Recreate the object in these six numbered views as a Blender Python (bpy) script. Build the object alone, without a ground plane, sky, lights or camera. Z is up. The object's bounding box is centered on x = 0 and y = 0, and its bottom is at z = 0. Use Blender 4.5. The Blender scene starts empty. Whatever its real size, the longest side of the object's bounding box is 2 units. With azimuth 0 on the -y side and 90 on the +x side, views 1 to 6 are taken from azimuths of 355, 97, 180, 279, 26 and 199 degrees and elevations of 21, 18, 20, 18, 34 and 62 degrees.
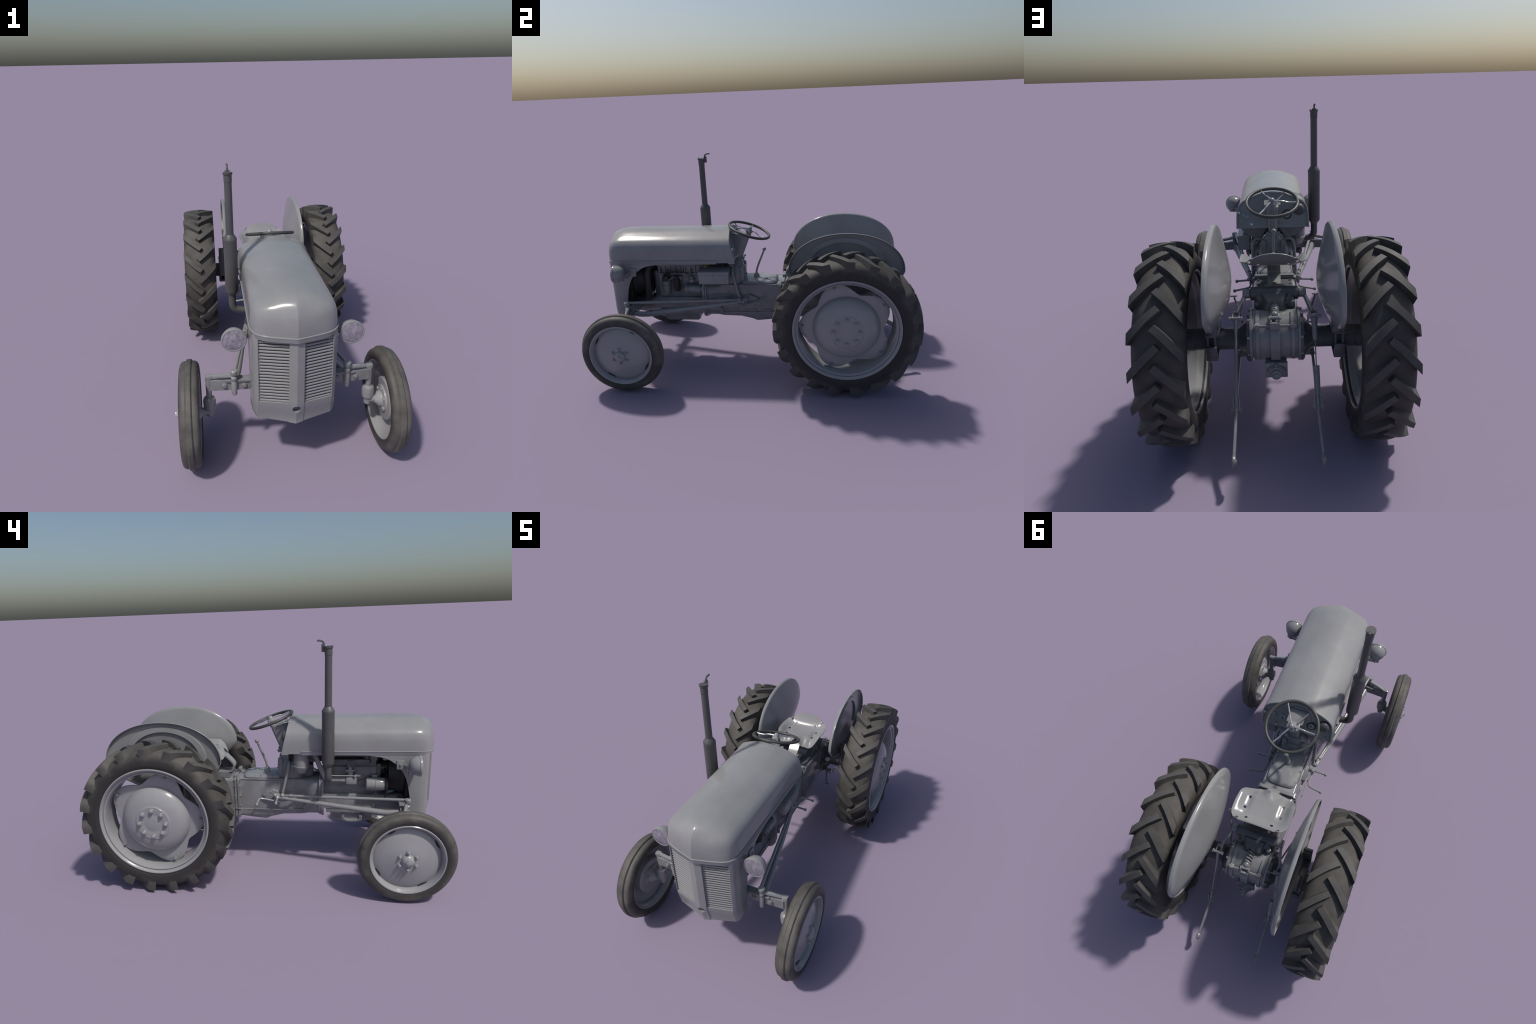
import bpy, bmesh, math, random
from math import sin, cos, pi, radians, sqrt, atan2
from mathutils import Vector, Matrix
random.seed(7)

# =====================================================================
#  small modelling kit
# =====================================================================
class MB:
    """mesh builder that collects primitives of one part"""
    def __init__(s):
        s.v = []; s.f = []
    def add(s, vs, fs):
        o = len(s.v)
        s.v += [tuple(p) for p in vs]
        s.f += [tuple(i + o for i in f) for f in fs]
        return s
    def loft(s, rings, closed=True, cap=True):
        n = len(rings[0]); vs = [p for r in rings for p in r]; fs = []
        for i in range(len(rings) - 1):
            for j in range(n if closed else n - 1):
                k = (j + 1) % n
                fs.append((i*n + j, i*n + k, (i+1)*n + k, (i+1)*n + j))
        if cap:
            fs.append(tuple(range(n - 1, -1, -1)))
            fs.append(tuple(range((len(rings)-1)*n, len(rings)*n)))
        return s.add(vs, fs)
    def cyl(s, a, b, r, r2=None, n=20, bev=0.0):
        """cylinder or cone from a to b with chamfered ends"""
        a = Vector(a); b = Vector(b); r2 = r if r2 is None else r2
        d = (b - a); L = d.length; d.normalize()
        prof = [(0, r), (L, r2)]
        if bev > 0:
            prof = [(0, r - bev), (bev, r), (L - bev, r2), (L, r2 - bev)]
        return s.spin(a, d, prof, n)
    def spin(s, a, d, prof, n=24, cap=True):
        """solid of revolution: prof = [(distance along d, radius)]"""
        a = Vector(a); d = Vector(d).normalized()
        u = d.orthogonal().normalized()
        if abs(d.x) > .9: u = Vector((0, 0, 1))
        w = d.cross(u)
        rings = []
        for h, r in prof:
            rings.append([a + d*h + (u*cos(2*pi*k/n) + w*sin(2*pi*k/n))*max(r, 1e-5) for k in range(n)])
        return s.loft(rings, True, cap)
    def sphere(s, c, r, n=16, squash=(1, 1, 1)):
        rings = []
        for i in range(1, n//2):
            t = pi*i/(n//2)
            rings.append([(c[0] + squash[0]*r*sin(t)*cos(2*pi*k/n), c[1] + squash[1]*r*sin(t)*sin(2*pi*k/n),
                           c[2] - squash[2]*r*cos(t)) for k in range(n)])
        return s.loft(rings)
    def box(s, c, size, bev=0.003, rot=None):
        bm = bmesh.new()
        bmesh.ops.create_cube(bm, size=1.0)
        bmesh.ops.scale(bm, vec=size, verts=bm.verts)
        if bev > 0:
            bmesh.ops.bevel(bm, geom=list(bm.edges), offset=min(bev, min(size)*.45), segments=2, affect='EDGES', profile=.6)
        M = Matrix.Translation(c) @ (rot.to_4x4() if rot else Matrix())
        bmesh.ops.transform(bm, matrix=M, verts=bm.verts)
        bm.verts.index_update()
        s.add([v.co[:] for v in bm.verts], [[v.index for v in f.verts] for f in bm.faces])
        bm.free(); return s
    def bar(s, a, b, w, h, bev=0.003, up=(0, 0, 1)):
        """rectangular bar from a to b"""
        a = Vector(a); b = Vector(b); d = (b - a); L = d.length; d.normalize()
        x = d.cross(Vector(up)).normalized(); z = x.cross(d)
        R = Matrix((x, d, z)).transposed()
        return s.box((a + b)/2, (w, L, h), bev, R)
    def tube(s, pts, r, n=10, bend=0.02, sub=5):
        """round bar bent along a polyline; r is a number or one per point"""
        P = [Vector(p) for p in pts]; rr = list(r) if hasattr(r, '__len__') else [r]*len(P)
        path = [P[0]]; rad = [rr[0]]
        for i in range(1, len(P) - 1):
            a, b, c = P[i-1], P[i], P[i+1]
            la = min(bend, (a-b).length*.48); lc = min(bend, (c-b).length*.48)
            p0 = b + (a-b).normalized()*la; p2 = b + (c-b).normalized()*lc
            for k in range(sub + 1):
                t = k/sub
                path.append(p0*(1-t)**2 + b*2*t*(1-t) + p2*t*t); rad.append(rr[i])
        path.append(P[-1]); rad.append(rr[-1])
        rings = []; u = None
        for i, p in enumerate(path):
            d = (path[min(i+1, len(path)-1)] - path[max(i-1, 0)]).normalized()
            if u is None:
                u = d.orthogonal().normalized()
            u = (u - d*u.dot(d)).normalized(); w = d.cross(u)
            rings.append([p + (u*cos(2*pi*k/n) + w*sin(2*pi*k/n))*rad[i] for k in range(n)])
        return s.loft(rings)
    def torus(s, c, axis, R, r, n=48, m=12):
        axis = Vector(axis).normalized(); u = axis.orthogonal().normalized(); w = axis.cross(u); c = Vector(c)
        vs = []; fs = []
        for i in range(n):
            a = 2*pi*i/n; e = u*cos(a) + w*sin(a)
            for j in range(m):
                b = 2*pi*j/m
                vs.append(c + e*(R + r*cos(b)) + axis*r*sin(b))
        for i in range(n):
            for j in range(m):
                fs.append((i*m+j, ((i+1) % n)*m+j, ((i+1) % n)*m+(j+1) % m, i*m+(j+1) % m))
        return s.add(vs, fs)
    def bolt(s, p, d, r=.006, h=.006, n=6):
        d = Vector(d).normalized(); p = Vector(p)
        return s.spin(p - d*.002, d, [(0, r), (h+.001, r), (h+.002, r*.85)], n)
    def grid(s, fn, us, vs_, flip=False):
        V = []; F = []; m = len(vs_)
        for u in us:
            for v in vs_:
                V.append(fn(u, v))
        for i in range(len(us)-1):
            for j in range(m-1):
                q = (i*m+j, (i+1)*m+j, (i+1)*m+j+1, i*m+j+1)
                F.append(q[::-1] if flip else q)
        return s.add(V, F)
    def mirror(s):
        n = len(s.v)
        s.v += [(-x, y, z) for x, y, z in s.v]
        s.f += [tuple(i + n for i in f[::-1]) for f in s.f]
        return s

def lerp(a, b, t): return a + (b - a)*t
def smooth(t): t = max(0, min(1, t)); return t*t*(3 - 2*t)
def interp(x, pts):
    """piecewise linear, pts sorted by first value"""
    if x <= pts[0][0]: return pts[0][1]
    for (a, fa), (b, fb) in zip(pts, pts[1:]):
        if x <= b: return lerp(fa, fb, (x - a)/(b - a))
    return pts[-1][1]
def spline(pts, k=6):
    """Catmull-Rom through 2D/3D control points"""
    P = [Vector(p) for p in pts]; out = []
    for i in range(len(P)-1):
        a = P[i-1] if i else P[0]*2 - P[1]
        b, c = P[i], P[i+1]
        d = P[i+2] if i+2 < len(P) else c*2 - b
        for j in range(k):
            t = j/k
            out.append(.5*((2*b) + (c-a)*t + (2*a-5*b+4*c-d)*t*t + (3*b-a-3*c+d)*t**3))
    out.append(P[-1]); return out
def frange(a, b, n): return [lerp(a, b, i/(n-1)) for i in range(n)]

ROOT = None
def make(name, mb, mat, parent=None, angle=35, solid=0, off=0, sub=0, merge=False):
    me = bpy.data.meshes.new(name)
    me.from_pydata(mb.v, [], mb.f); me.validate(); me.update()
    if merge:
        bm = bmesh.new(); bm.from_mesh(me)
        bmesh.ops.remove_doubles(bm, verts=bm.verts, dist=1e-5)
        bmesh.ops.dissolve_degenerate(bm, edges=bm.edges, dist=1e-6)
        bm.to_mesh(me); bm.free()
    bm = bmesh.new(); bm.from_mesh(me)
    bmesh.ops.recalc_face_normals(bm, faces=bm.faces)
    bm.to_mesh(me); bm.free()
    ob = bpy.data.objects.new(name, me)
    bpy.context.scene.collection.objects.link(ob)
    if solid or sub:
        if sub:
            m = ob.modifiers.new('s', 'SUBSURF'); m.levels = m.render_levels = sub
        if solid:
            m = ob.modifiers.new('t', 'SOLIDIFY'); m.thickness = solid; m.offset = off
        dg = bpy.context.evaluated_depsgraph_get()
        me2 = bpy.data.meshes.new_from_object(ob.evaluated_get(dg))
        ob.modifiers.clear(); ob.data = me2; me = me2; me.name = name
    me.polygons.foreach_set('use_smooth', [True]*len(me.polygons))
    me.set_sharp_from_angle(angle=radians(angle))
    me.materials.clear(); me.materials.append(mat)
    ob.parent = parent if parent else ROOT
    return ob
def place(ob, parent, M):
    """another copy sharing the mesh"""
    o = ob.copy(); bpy.context.scene.collection.objects.link(o)
    o.parent = parent; o.matrix_basis = M; return o

# =====================================================================
#  materials
# =====================================================================
def material(name, col, rough=.4, metal=0., vary=.06, vscale=9., dirt=None, dirt_amt=0., dscale=5., coat=0., bump=0., bscale=120., spec=.5):
    m = bpy.data.materials.new(name); m.use_nodes = True
    nt = m.node_tree; N = nt.nodes; L = nt.links
    b = N['Principled BSDF']
    tc = N.new('ShaderNodeTexCoord')
    n1 = N.new('ShaderNodeTexNoise'); n1.inputs['Scale'].default_value = vscale; n1.inputs['Detail'].default_value = 6
    L.new(tc.outputs['Object'], n1.inputs['Vector'])
    r = N.new('ShaderNodeValToRGB')
    r.color_ramp.elements[0].position = .3; r.color_ramp.elements[1].position = .7
    r.color_ramp.elements[0].color = tuple(c*(1-vary) for c in col) + (1,)
    r.color_ramp.elements[1].color = tuple(c*(1+vary) for c in col) + (1,)
    L.new(n1.outputs['Fac'], r.inputs['Fac'])
    out = r.outputs['Color']
    if dirt:
        n2 = N.new('ShaderNodeTexNoise'); n2.inputs['Scale'].default_value = dscale; n2.inputs['Detail'].default_value = 8
        n2.inputs['Roughness'].default_value = .65
        L.new(tc.outputs['Object'], n2.inputs['Vector'])
        rr = N.new('ShaderNodeValToRGB')
        rr.color_ramp.elements[0].position = .42; rr.color_ramp.elements[1].position = .68
        rr.color_ramp.elements[0].color = (0, 0, 0, 1); rr.color_ramp.elements[1].color = (dirt_amt,)*3 + (1,)
        L.new(n2.outputs['Fac'], rr.inputs['Fac'])
        mx = N.new('ShaderNodeMix'); mx.data_type = 'RGBA'
        L.new(rr.outputs['Color'], mx.inputs['Factor'])
        L.new(out, mx.inputs['A']); mx.inputs['B'].default_value = tuple(dirt) + (1,)
        out = mx.outputs['Result']
    L.new(out, b.inputs['Base Color'])
    b.inputs['Metallic'].default_value = metal
    b.inputs['Specular IOR Level'].default_value = spec
    b.inputs['Coat Weight'].default_value = coat
    b.inputs['Coat Roughness'].default_value = .15
    n3 = N.new('ShaderNodeTexNoise'); n3.inputs['Scale'].default_value = 14; n3.inputs['Detail'].default_value = 4
    L.new(tc.outputs['Object'], n3.inputs['Vector'])
    mr = N.new('ShaderNodeMapRange'); mr.inputs['To Min'].default_value = rough*.85; mr.inputs['To Max'].default_value = min(1, rough*1.2)
    L.new(n3.outputs['Fac'], mr.inputs['Value']); L.new(mr.outputs['Result'], b.inputs['Roughness'])
    if bump:
        n4 = N.new('ShaderNodeTexNoise'); n4.inputs['Scale'].default_value = bscale; n4.inputs['Detail'].default_value = 3
        L.new(tc.outputs['Object'], n4.inputs['Vector'])
        bp = N.new('ShaderNodeBump'); bp.inputs['Strength'].default_value = bump; bp.inputs['Distance'].default_value = .002
        L.new(n4.outputs['Fac'], bp.inputs['Height']); L.new(bp.outputs['Normal'], b.inputs['Normal'])
    return m

GREY = material('grey_paint', (.251, .254, .260), rough=.17, vary=.045, vscale=7, dirt=(.205, .205, .203), dirt_amt=.45, dscale=6, spec=.5)
WHEELGREY = material('wheel_paint', (.290, .292, .303), rough=.19, vary=.05, vscale=8, dirt=(.235, .23, .225), dirt_amt=.4, dscale=7)
CAST = material('cast_iron_grey_paint', (.232, .237, .247), rough=.17, vary=.10, vscale=14, dirt=(.13, .128, .125), dirt_amt=.55, dscale=11, bump=.08, bscale=40)
DARKCAST = material('dark_greased_casting', (.085, .09, .10), rough=.28, vary=.2, vscale=16, dirt=(.17, .17, .175), dirt_amt=.5, dscale=9, bump=.1, bscale=50)
EXH = material('exhaust_dark_paint', (.085, .085, .087), rough=.45, vary=.08, dirt=(.062, .060, .058), dirt_amt=.5)
RUBBER = material('tyre_rubber', (.060, .055, .051), rough=.68, vary=.14, vscale=18, dirt=(.112, .102, .092), dirt_amt=.8, dscale=6, bump=.12, bscale=90, spec=.35)
LUGRUB = material('tread_rubber', (.066, .0635, .060), rough=.62, vary=.16, vscale=18, dirt=(.100, .095, .087), dirt_amt=.7, dscale=8, bump=.12, bscale=90, spec=.4)
FRONTRUB = material('ribbed_tyre_rubber', (.075, .0705, .064), rough=.6, vary=.15, vscale=12, dirt=(.145, .135, .120), dirt_amt=.85, dscale=7, bump=.1, bscale=90, spec=.45)
def darken_flanks(m, r0, r1, side):
    """base colour fades from the lighter tread to darker flanks near the rim"""
    nt = m.node_tree; N = nt.nodes; L = nt.links; b = N['Principled BSDF']
    src = b.inputs['Base Color'].links[0].from_socket
    tc = N.new('ShaderNodeTexCoord'); sp = N.new('ShaderNodeSeparateXYZ'); L.new(tc.outputs['Object'], sp.inputs[0])
    cb = N.new('ShaderNodeCombineXYZ'); L.new(sp.outputs['Y'], cb.inputs['Y']); L.new(sp.outputs['Z'], cb.inputs['Z'])
    ln = N.new('ShaderNodeVectorMath'); ln.operation = 'LENGTH'; L.new(cb.outputs[0], ln.inputs[0])
    nz = N.new('ShaderNodeTexNoise'); nz.inputs['Scale'].default_value = 14; nz.inputs['Detail'].default_value = 5; L.new(tc.outputs['Object'], nz.inputs['Vector'])
    ma = N.new('ShaderNodeMath'); ma.operation = 'MULTIPLY_ADD'; ma.inputs[1].default_value = (r1-r0)*1.6; ma.inputs[2].default_value = -(r1-r0)*.8
    L.new(nz.outputs['Fac'], ma.inputs[0])
    ad = N.new('ShaderNodeMath'); ad.operation = 'ADD'; L.new(ln.outputs['Value'], ad.inputs[0]); L.new(ma.outputs[0], ad.inputs[1])
    mr = N.new('ShaderNodeMapRange'); mr.interpolation_type = 'SMOOTHSTEP'
    mr.inputs['From Min'].default_value = r0; mr.inputs['From Max'].default_value = r1; L.new(ad.outputs[0], mr.inputs['Value'])
    mx = N.new('ShaderNodeMix'); mx.data_type = 'RGBA'; L.new(mr.outputs['Result'], mx.inputs['Factor'])
    mx.inputs['A'].default_value = side + (1,); L.new(src, mx.inputs['B']); L.new(mx.outputs['Result'], b.inputs['Base Color'])
darken_flanks(RUBBER, .325, .385, (.034, .0325, .0315))
darken_flanks(FRONTRUB, .195, .238, (.040, .038, .036))
HOSE = material('black_hose_rubber', (.028, .028, .030), rough=.5)
BLACK = material('black_radiator', (.024, .023, .023), rough=.55)
WHEELRIM = material('steering_rim_plastic', (.055, .055, .052), rough=.45)
BRIGHT = material('bright_steel', (.50, .50, .50), rough=.22, metal=.75, vary=.06)
DIAL = material('gauge_face', (.20, .26, .29), rough=.15, vary=.25, vscale=60, coat=.6)
BRASS = material('brass_cap', (.26, .22, .05), rough=.4, metal=.3)
CREAM = material('cream_bottle', (.42, .40, .33), rough=.5)
# ribbed lamp glass
def lamp_glass():
    m = material('ribbed_lamp_glass', (.40, .385, .44), rough=.18, metal=.45, vary=.30, vscale=70, coat=.5)
    nt = m.node_tree; N = nt.nodes; L = nt.links
    w = N.new('ShaderNodeTexWave'); w.wave_type = 'BANDS'; w.bands_direction = 'X'
    w.inputs['Scale'].default_value = 60; w.inputs['Distortion'].default_value = 1.0; w.inputs['Detail'].default_value = 2
    tc = N.new('ShaderNodeTexCoord'); L.new(tc.outputs['Object'], w.inputs['Vector'])
    bp = N.new('ShaderNodeBump'); bp.inputs['Strength'].default_value = .6; bp.inputs['Distance'].default_value = .003
    L.new(w.outputs['Fac'], bp.inputs['Height']); L.new(bp.outputs['Normal'], N['Principled BSDF'].inputs['Normal'])
    return m
GLASS = lamp_glass()

# =====================================================================
#  the tractor
# =====================================================================
ROOT = bpy.data.objects.new('farm_tractor', None)
bpy.context.scene.collection.objects.link(ROOT)
ROOT['label'] = 'small vintage grey farm tractor with tall exhaust pipe'
ROOT['category'] = 'tractor'

# ---------------------------------------------------------------- hood
HW = .189
SECTION = spline([(.189, .712), (.1878, .760), (.1845, .795), (.1765, .821), (.160, .841), (.136, .8555), (.103, .8695), (.056, .885), (0, .891), (-.056, .885)], 8)[:-8]
SECTION[-1] = Vector((0, .891))
HY = -.70                                   # where the nose begins to round
def hood_rear(z): return lerp(-.098, -.141, (z - .709)/.182)
def section_radius(phi):
    """polar radius of the cross-section about the middle of its lower edge"""
    a = min(phi, pi - phi); P = [(atan2(z - .712, w), sqrt(w*w + (z - .712)**2)) for w, z in SECTION]
    return interp(a, P)
def nose_depth(x, z):
    """distance from HY forward to the shallow vee front, which leans back a little"""
    return .2400 - .27*abs(x) - .008*smooth((z - .74)/.12)
def nose_point(phi, psi):
    r = section_radius(phi); c, q = cos(psi), sin(psi)
    p = lerp(7.0, 4.4, smooth((sin(phi) - .55)/.45)); rho = r; x = z = 0
    for _ in range(8):
        D = nose_depth(x, .712 + z)
        rho = ((c/r)**p + (q/D)**p)**(-1/p)
        x = rho*c*cos(phi); z = rho*c*sin(phi)
    return x, HY - rho*q, .712 + z
PSI = [0.5*pi*t for t in frange(0, 1, 46)]
def hood_outline(w, z, yr, grow=0., n_side=24):
    """plan outline of the hood's lower edge, from the +x rear round the nose to the -x rear"""
    half = [(w + grow, lerp(yr, HY, i/n_side)) for i in range(n_side)]
    pts = [nose_point(0, q) for q in PSI]
    for i, (x, y, _) in enumerate(pts):
        a = pts[max(i-1, 0)]; b = pts[min(i+1, len(pts)-1)]
        t = Vector((b[0]-a[0], b[1]-a[1])).normalized()
        half.append((max(x - t.y*grow, 0) if i < len(pts)-1 else 0, y + t.x*grow))
    return half + [(-x, y) for x, y in half[-2::-1]]
mb = MB(); rings = []
PHIS = [atan2(z - .712, w) for w, z in SECTION]
PHIS = PHIS + [pi - a for a in PHIS[-2::-1]]
for t in frange(0, 1, 30):
    ring = []
    for a in PHIS:
        r = section_radius(a); x, z = r*cos(a), .712 + r*sin(a)
        ring.append((x, lerp(hood_rear(z), HY, t), z))
    rings.append(ring)
for q in PSI[1:-1]:
    rings.append([nose_point(a, q) for a in PHIS])
mb.loft(rings, closed=False, cap=False)
tip = nose_point(0, pi/2); o = len(mb.v); mb.v.append(tip); n = len(PHIS)
mb.f += [(o - n + k, o - n + k + 1, o) for k in range(n - 1)]
hood = make('hood', mb, GREY, merge=True, solid=.004, off=-1, angle=24)

# beaded trim along the lower edge of the hood
mb = MB(); rings = []
for z, g in [(.730, .0005), (.7295, .0045), (.727, .0055), (.724, .004), (.709, .004), (.706, .003), (.706, -.004)]:
    rings.append([(x, y, z - .006*smooth((-.84-y)/.09)) for x, y in hood_outline(.189, .712, -.205, g)])
mb.loft(rings, closed=False, cap=False)
make('hood_trim', mb, GREY, merge=True, angle=30)

# rear lip of the hood
mb = MB(); prof = []
for w, z in SECTION: prof.append((w, z))
full = [(w, z) for w, z in prof] + [(-w, z) for w, z in prof[-2::-1]]
rings = []
def outset(p, g):
    cx, cz = 0, .76
    d = Vector((p[0]-cx, 0, max(p[1]-cz, 0)*1.4)); d = d.normalized() if d.length > 1e-6 else Vector((0, 0, 1))
    return p[0] + d.x*g, p[1] + d.z*g
for dy, g in [(-.036, .0005), (-.034, .0035), (.004, .0035), (.006, .001), (.006, -.004), (-.004, -.005)]:
    rings.append([(outset(p, g)[0], hood_rear(p[1]) + dy, outset(p, g)[1] - (.0 if p[1] > .72 else .004)) for p in full])
mb.loft(rings, closed=False, cap=False)
make('hood_rear_lip', mb, GREY, angle=30)

# ---------------------------------------------------------- dashboard
TILT = Matrix.Rotation(atan2(.043, .182), 3, 'X')
def dash(x, z, out=0.):
    """point on the slanted dashboard plane"""
    return Vector((x, hood_rear(z) - .004 + out*.97, z + out*.23))
DN = Vector((0, .973, .23))
mb = MB()
ring = [(w*.985, z - .004) for w, z in prof]
ring = ring + [(-w, z) for w, z in ring[-2::-1]]
a = [dash(x, z, 0) for x, z in ring]; b = [dash(x, z, -.012) for x, z in ring]
mb.loft([b, a], True, True)
dashboard = make('dashboard', mb, GREY)
mb = MB()      # stiffening plate round the column
arc = [(.072*cos(t), .800 + .075*sin(t)) for t in frange(0, pi, 17)]
ring = [(.072, .735)] + arc + [(-.072, .735)]
mb.loft([[dash(x, z, -.002) for x, z in ring], [dash(x, z, .004) for x, z in ring]], True, True)
for x, z in [(0, .872), (.05, .853), (-.05, .853), (.032, .738), (-.034, .738), (.155, .732), (-.155, .732), (-.03, .79)]:
    mb.bolt(dash(x, z, .003), DN, .004, .004)
make('dash_plate', mb, GREY, dashboard)
# under-dash tank brackets
mb = MB()
for s in (1, -1):
    ring = [(.175, .708), (.03, .708), (.040, .690), (.062, .655), (.085, .648), (.11, .655), (.15, .678)]
    ring = [(s*x, z) for x, z in ring]
    mb.loft([[(x, -.130, z) for x, z in ring], [(x, -.122, z) for x, z in ring]])
    for x, z in [(.06, .668), (.09, .675), (.075, .690)]:
        mb.bolt((s*x, -.122, z), (0, 1, 0), .005, .004)
make('dash_bracket', mb, CAST, dashboard)
# gauges
for i, (x, z, r) in enumerate([(.140, .778, .021), (.079, .776, .019), (-.076, .775, .021)]):
    mb = MB(); mb.spin(dash(x, z, -.003), DN, [(0, r+.004), (.008, r+.004), (.010, r+.001), (.010, r-.003), (.006, r-.003)], 28)
    bez = make('gauge', mb, GREY if i != 2 else BLACK, dashboard)
    mb = MB(); mb.spin(dash(x, z, 0), DN, [(0, r-.003), (.007, r-.003), (.0085, r-.008)], 28)
    make('gauge_face', mb, DIAL, dashboard)
    mb = MB(); mb.bar(dash(x, z, .0095), dash(x + .006, z + r*.6, .0095), .002, .001, 0, DN)
    mb.spin(dash(x, z, .008), DN, [(0, .003), (.003, .003)], 10)
    make('gauge_needle', mb, BLACK, dashboard)
mb = MB(); mb.spin(dash(-.140, .800, -.002), DN, [(0, .031), (.010, .031), (.018, .030), (.026, .024), (.030, .012), (.031, .001)], 24)
make('dash_cap', mb, EXH, dashboard)
mb = MB()
for x, z in [(.175, .79), (.112, .73)]:
    mb.spin(dash(x, z, 0), DN, [(0, .004), (.012, .004), (.013, .008), (.020, .008), (.021, .005)], 14)
make('dash_knob', mb, BRIGHT, dashboard)

# ------------------------------------------------------ radiator grille
PLAN = [(0, -.929), (.032, -.920), (.161, -.888), (.176, -.874), (.185, -.852), (.1885, -.825), (.190, -.795)]
ARCH = [(.20, -.812), (.30, -.812), (.36, -.806), (.463, -.793), (.535, -.780), (.575, -.768), (.603, -.755), (.628, -.738), (.648, -.720), (.664, -.702), (.678, -.682), (.690, -.655), (.698, -.62), (.704, -.575), (.708, -.50), (.713, -.46)]
def arch_y(z): return interp(z, ARCH)
def plan_y(x): return interp(abs(x), PLAN)
def tuck_in(z): return .020*smooth((.40 - z)/.12)
def grille_bottom(x): return .277 + .016*(abs(x)/.161)
grille = None
mb = MB()   # centre post with the crank hole
ZS = frange(0, 1, 40)
def hole_ring(cz, r, n):
    return [(r*cos(2*pi*k/n), cz + r*sin(2*pi*k/n)) for k in range(n)]
W0 = .032; HC = .362; HR = .0195
def post_pt(x, z, d=0): return (x, plan_y(x) - .003 + d + tuck_in(z), z)
n = 24
def square_ring(n, hw, z0, z1):
    out = []
    for k in range(n):
        a = 2*pi*k/n; c, s = cos(a), sin(a); m = max(abs(c), abs(s))
        out.append((hw*c/m, (z0+z1)/2 + (z1-z0)/2*s/m))
    return out
outer = square_ring(n, W0, HC-.04, HC+.04); inner = [(x, z) for x, z in hole_ring(HC, HR, n)]
mid = [(lerp(a[0], b[0], .5), lerp(a[1], b[1], .5)) for a, b in zip(outer, inner)]
mb.loft([[post_pt(x, z) for x, z in outer], [post_pt(x, z) for x, z in mid], [post_pt(x, z) for x, z in inner],
         [post_pt(x*.95, HC + (z-HC)*.95, .02) for x, z in inner]], True, False)
mb.grid(lambda u, v: post_pt(u, v), [-W0, 0, W0], frange(HC+.04, .716, 12))
mb.grid(lambda u, v: post_pt(u, lerp(grille_bottom(u), HC-.04, v)), [-W0, 0, W0], frange(0, 1, 5))
for s in (1, -1):   # folded edges
    mb.grid(lambda u, v: (s*W0, plan_y(W0) - .003 + u + tuck_in(v), v), [0, .016], frange(.28, .716, 18))
grille = make('grille', mb, GREY, merge=True, solid=.002, angle=25)
mb = MB()   # apron under the louvres
for s in (1, -1):
    mb.grid(lambda u, v: (s*u, plan_y(u) + tuck_in(lerp(grille_bottom(u), .392, v)), lerp(grille_bottom(u), .392, v)), frange(.0325, .161, 9), frange(0, 1, 6))
    mb.grid(lambda u, v: (s*u, plan_y(u) + v, .392), frange(.0325, .161, 9), [0, .02])
make('grille_apron', mb, GREY, grille, merge=True, solid=.002, angle=25)
mb = MB()   # rounded corners and sides with the arched cut-out
cx = spline([Vector((x, y)) for x, y in PLAN[2:]], 5)
def corner(u, v, s=1):
    # u: 0..1 round the corner, 1..2 along the side ; v: height 0..1
    if u <= 1:
        k = u*(len(cx)-1); i = min(int(k), len(cx)-2); p = cx[i].lerp(cx[i+1], k-i); x, y = p
        zb = .292 + .012*u
        tuck = .020*(1-v*14)**2*u if v < 1/14 else 0
        z = lerp(zb, .716, v)
        return (s*(x - tuck), y + tuck*.6 + tuck_in(z)*(1-u), z)
    zb = lerp(.304, .335, u-1)
    z = lerp(zb, .716, v); ya = arch_y(z)
    tuck = .020*(1-v*14)**2 if v < 1/14 else 0
    return (s*(.190 - tuck), lerp(-.795, max(ya, -.80), u-1), z)
for s in (1, -1):
    mb.grid(lambda u, v: corner(u, v, s), frange(0, 1, 20) + frange(1, 2, 14)[1:], [0, .01, .02, .035, .05, .07] + frange(.1, .9, 22) + frange(.91, 1, 12))
    mb.grid(lambda u, v: (s*.161, -.888 + u + tuck_in(v), v), [0, .018], frange(.30, .716, 12))
make('grille_side', mb, GREY, grille, merge=True, solid=.003, off=0, angle=25)
# louvres
N_L = 21
for s in (1, -1):
    mb = MB()
    ring = [(-.0040, -.0046), (-.0052, -.0030), (-.0040, .0030), (-.0026, .0042), (.0010, .0046), (.0014, .0036), (-.0012, -.0040)]
    A = Vector((s*.033, plan_y(.033) + .009, 0)); B = Vector((s*.161, plan_y(.161) + .009, 0))
    d = (B-A).normalized(); nrm = Vector((0, 1, 0))
    mb.loft([[p + nrm*a + Vector((0, 0, b)) for a, b in ring] for p in (A, B)])
    base = make('louvre', mb, GREY, grille, angle=50)
    base.location = (0, 0, .399)
    for i in range(1, N_L):
        place(base, grille, Matrix.Translation((0, 0, .399 + i*.0152)))
mb = MB(); mb.box((0, -.842, .53), (.30, .012, .37), .004)
radiator = make('radiator_core', mb, BLACK)
mb = MB()
mb.box((0, -.80, .545), (.27, .05, .30), .01)
mb.box((0, -.80, .69), (.27, .06, .03), .008)
make('radiator_shroud', mb, BLACK, radiator)

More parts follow.
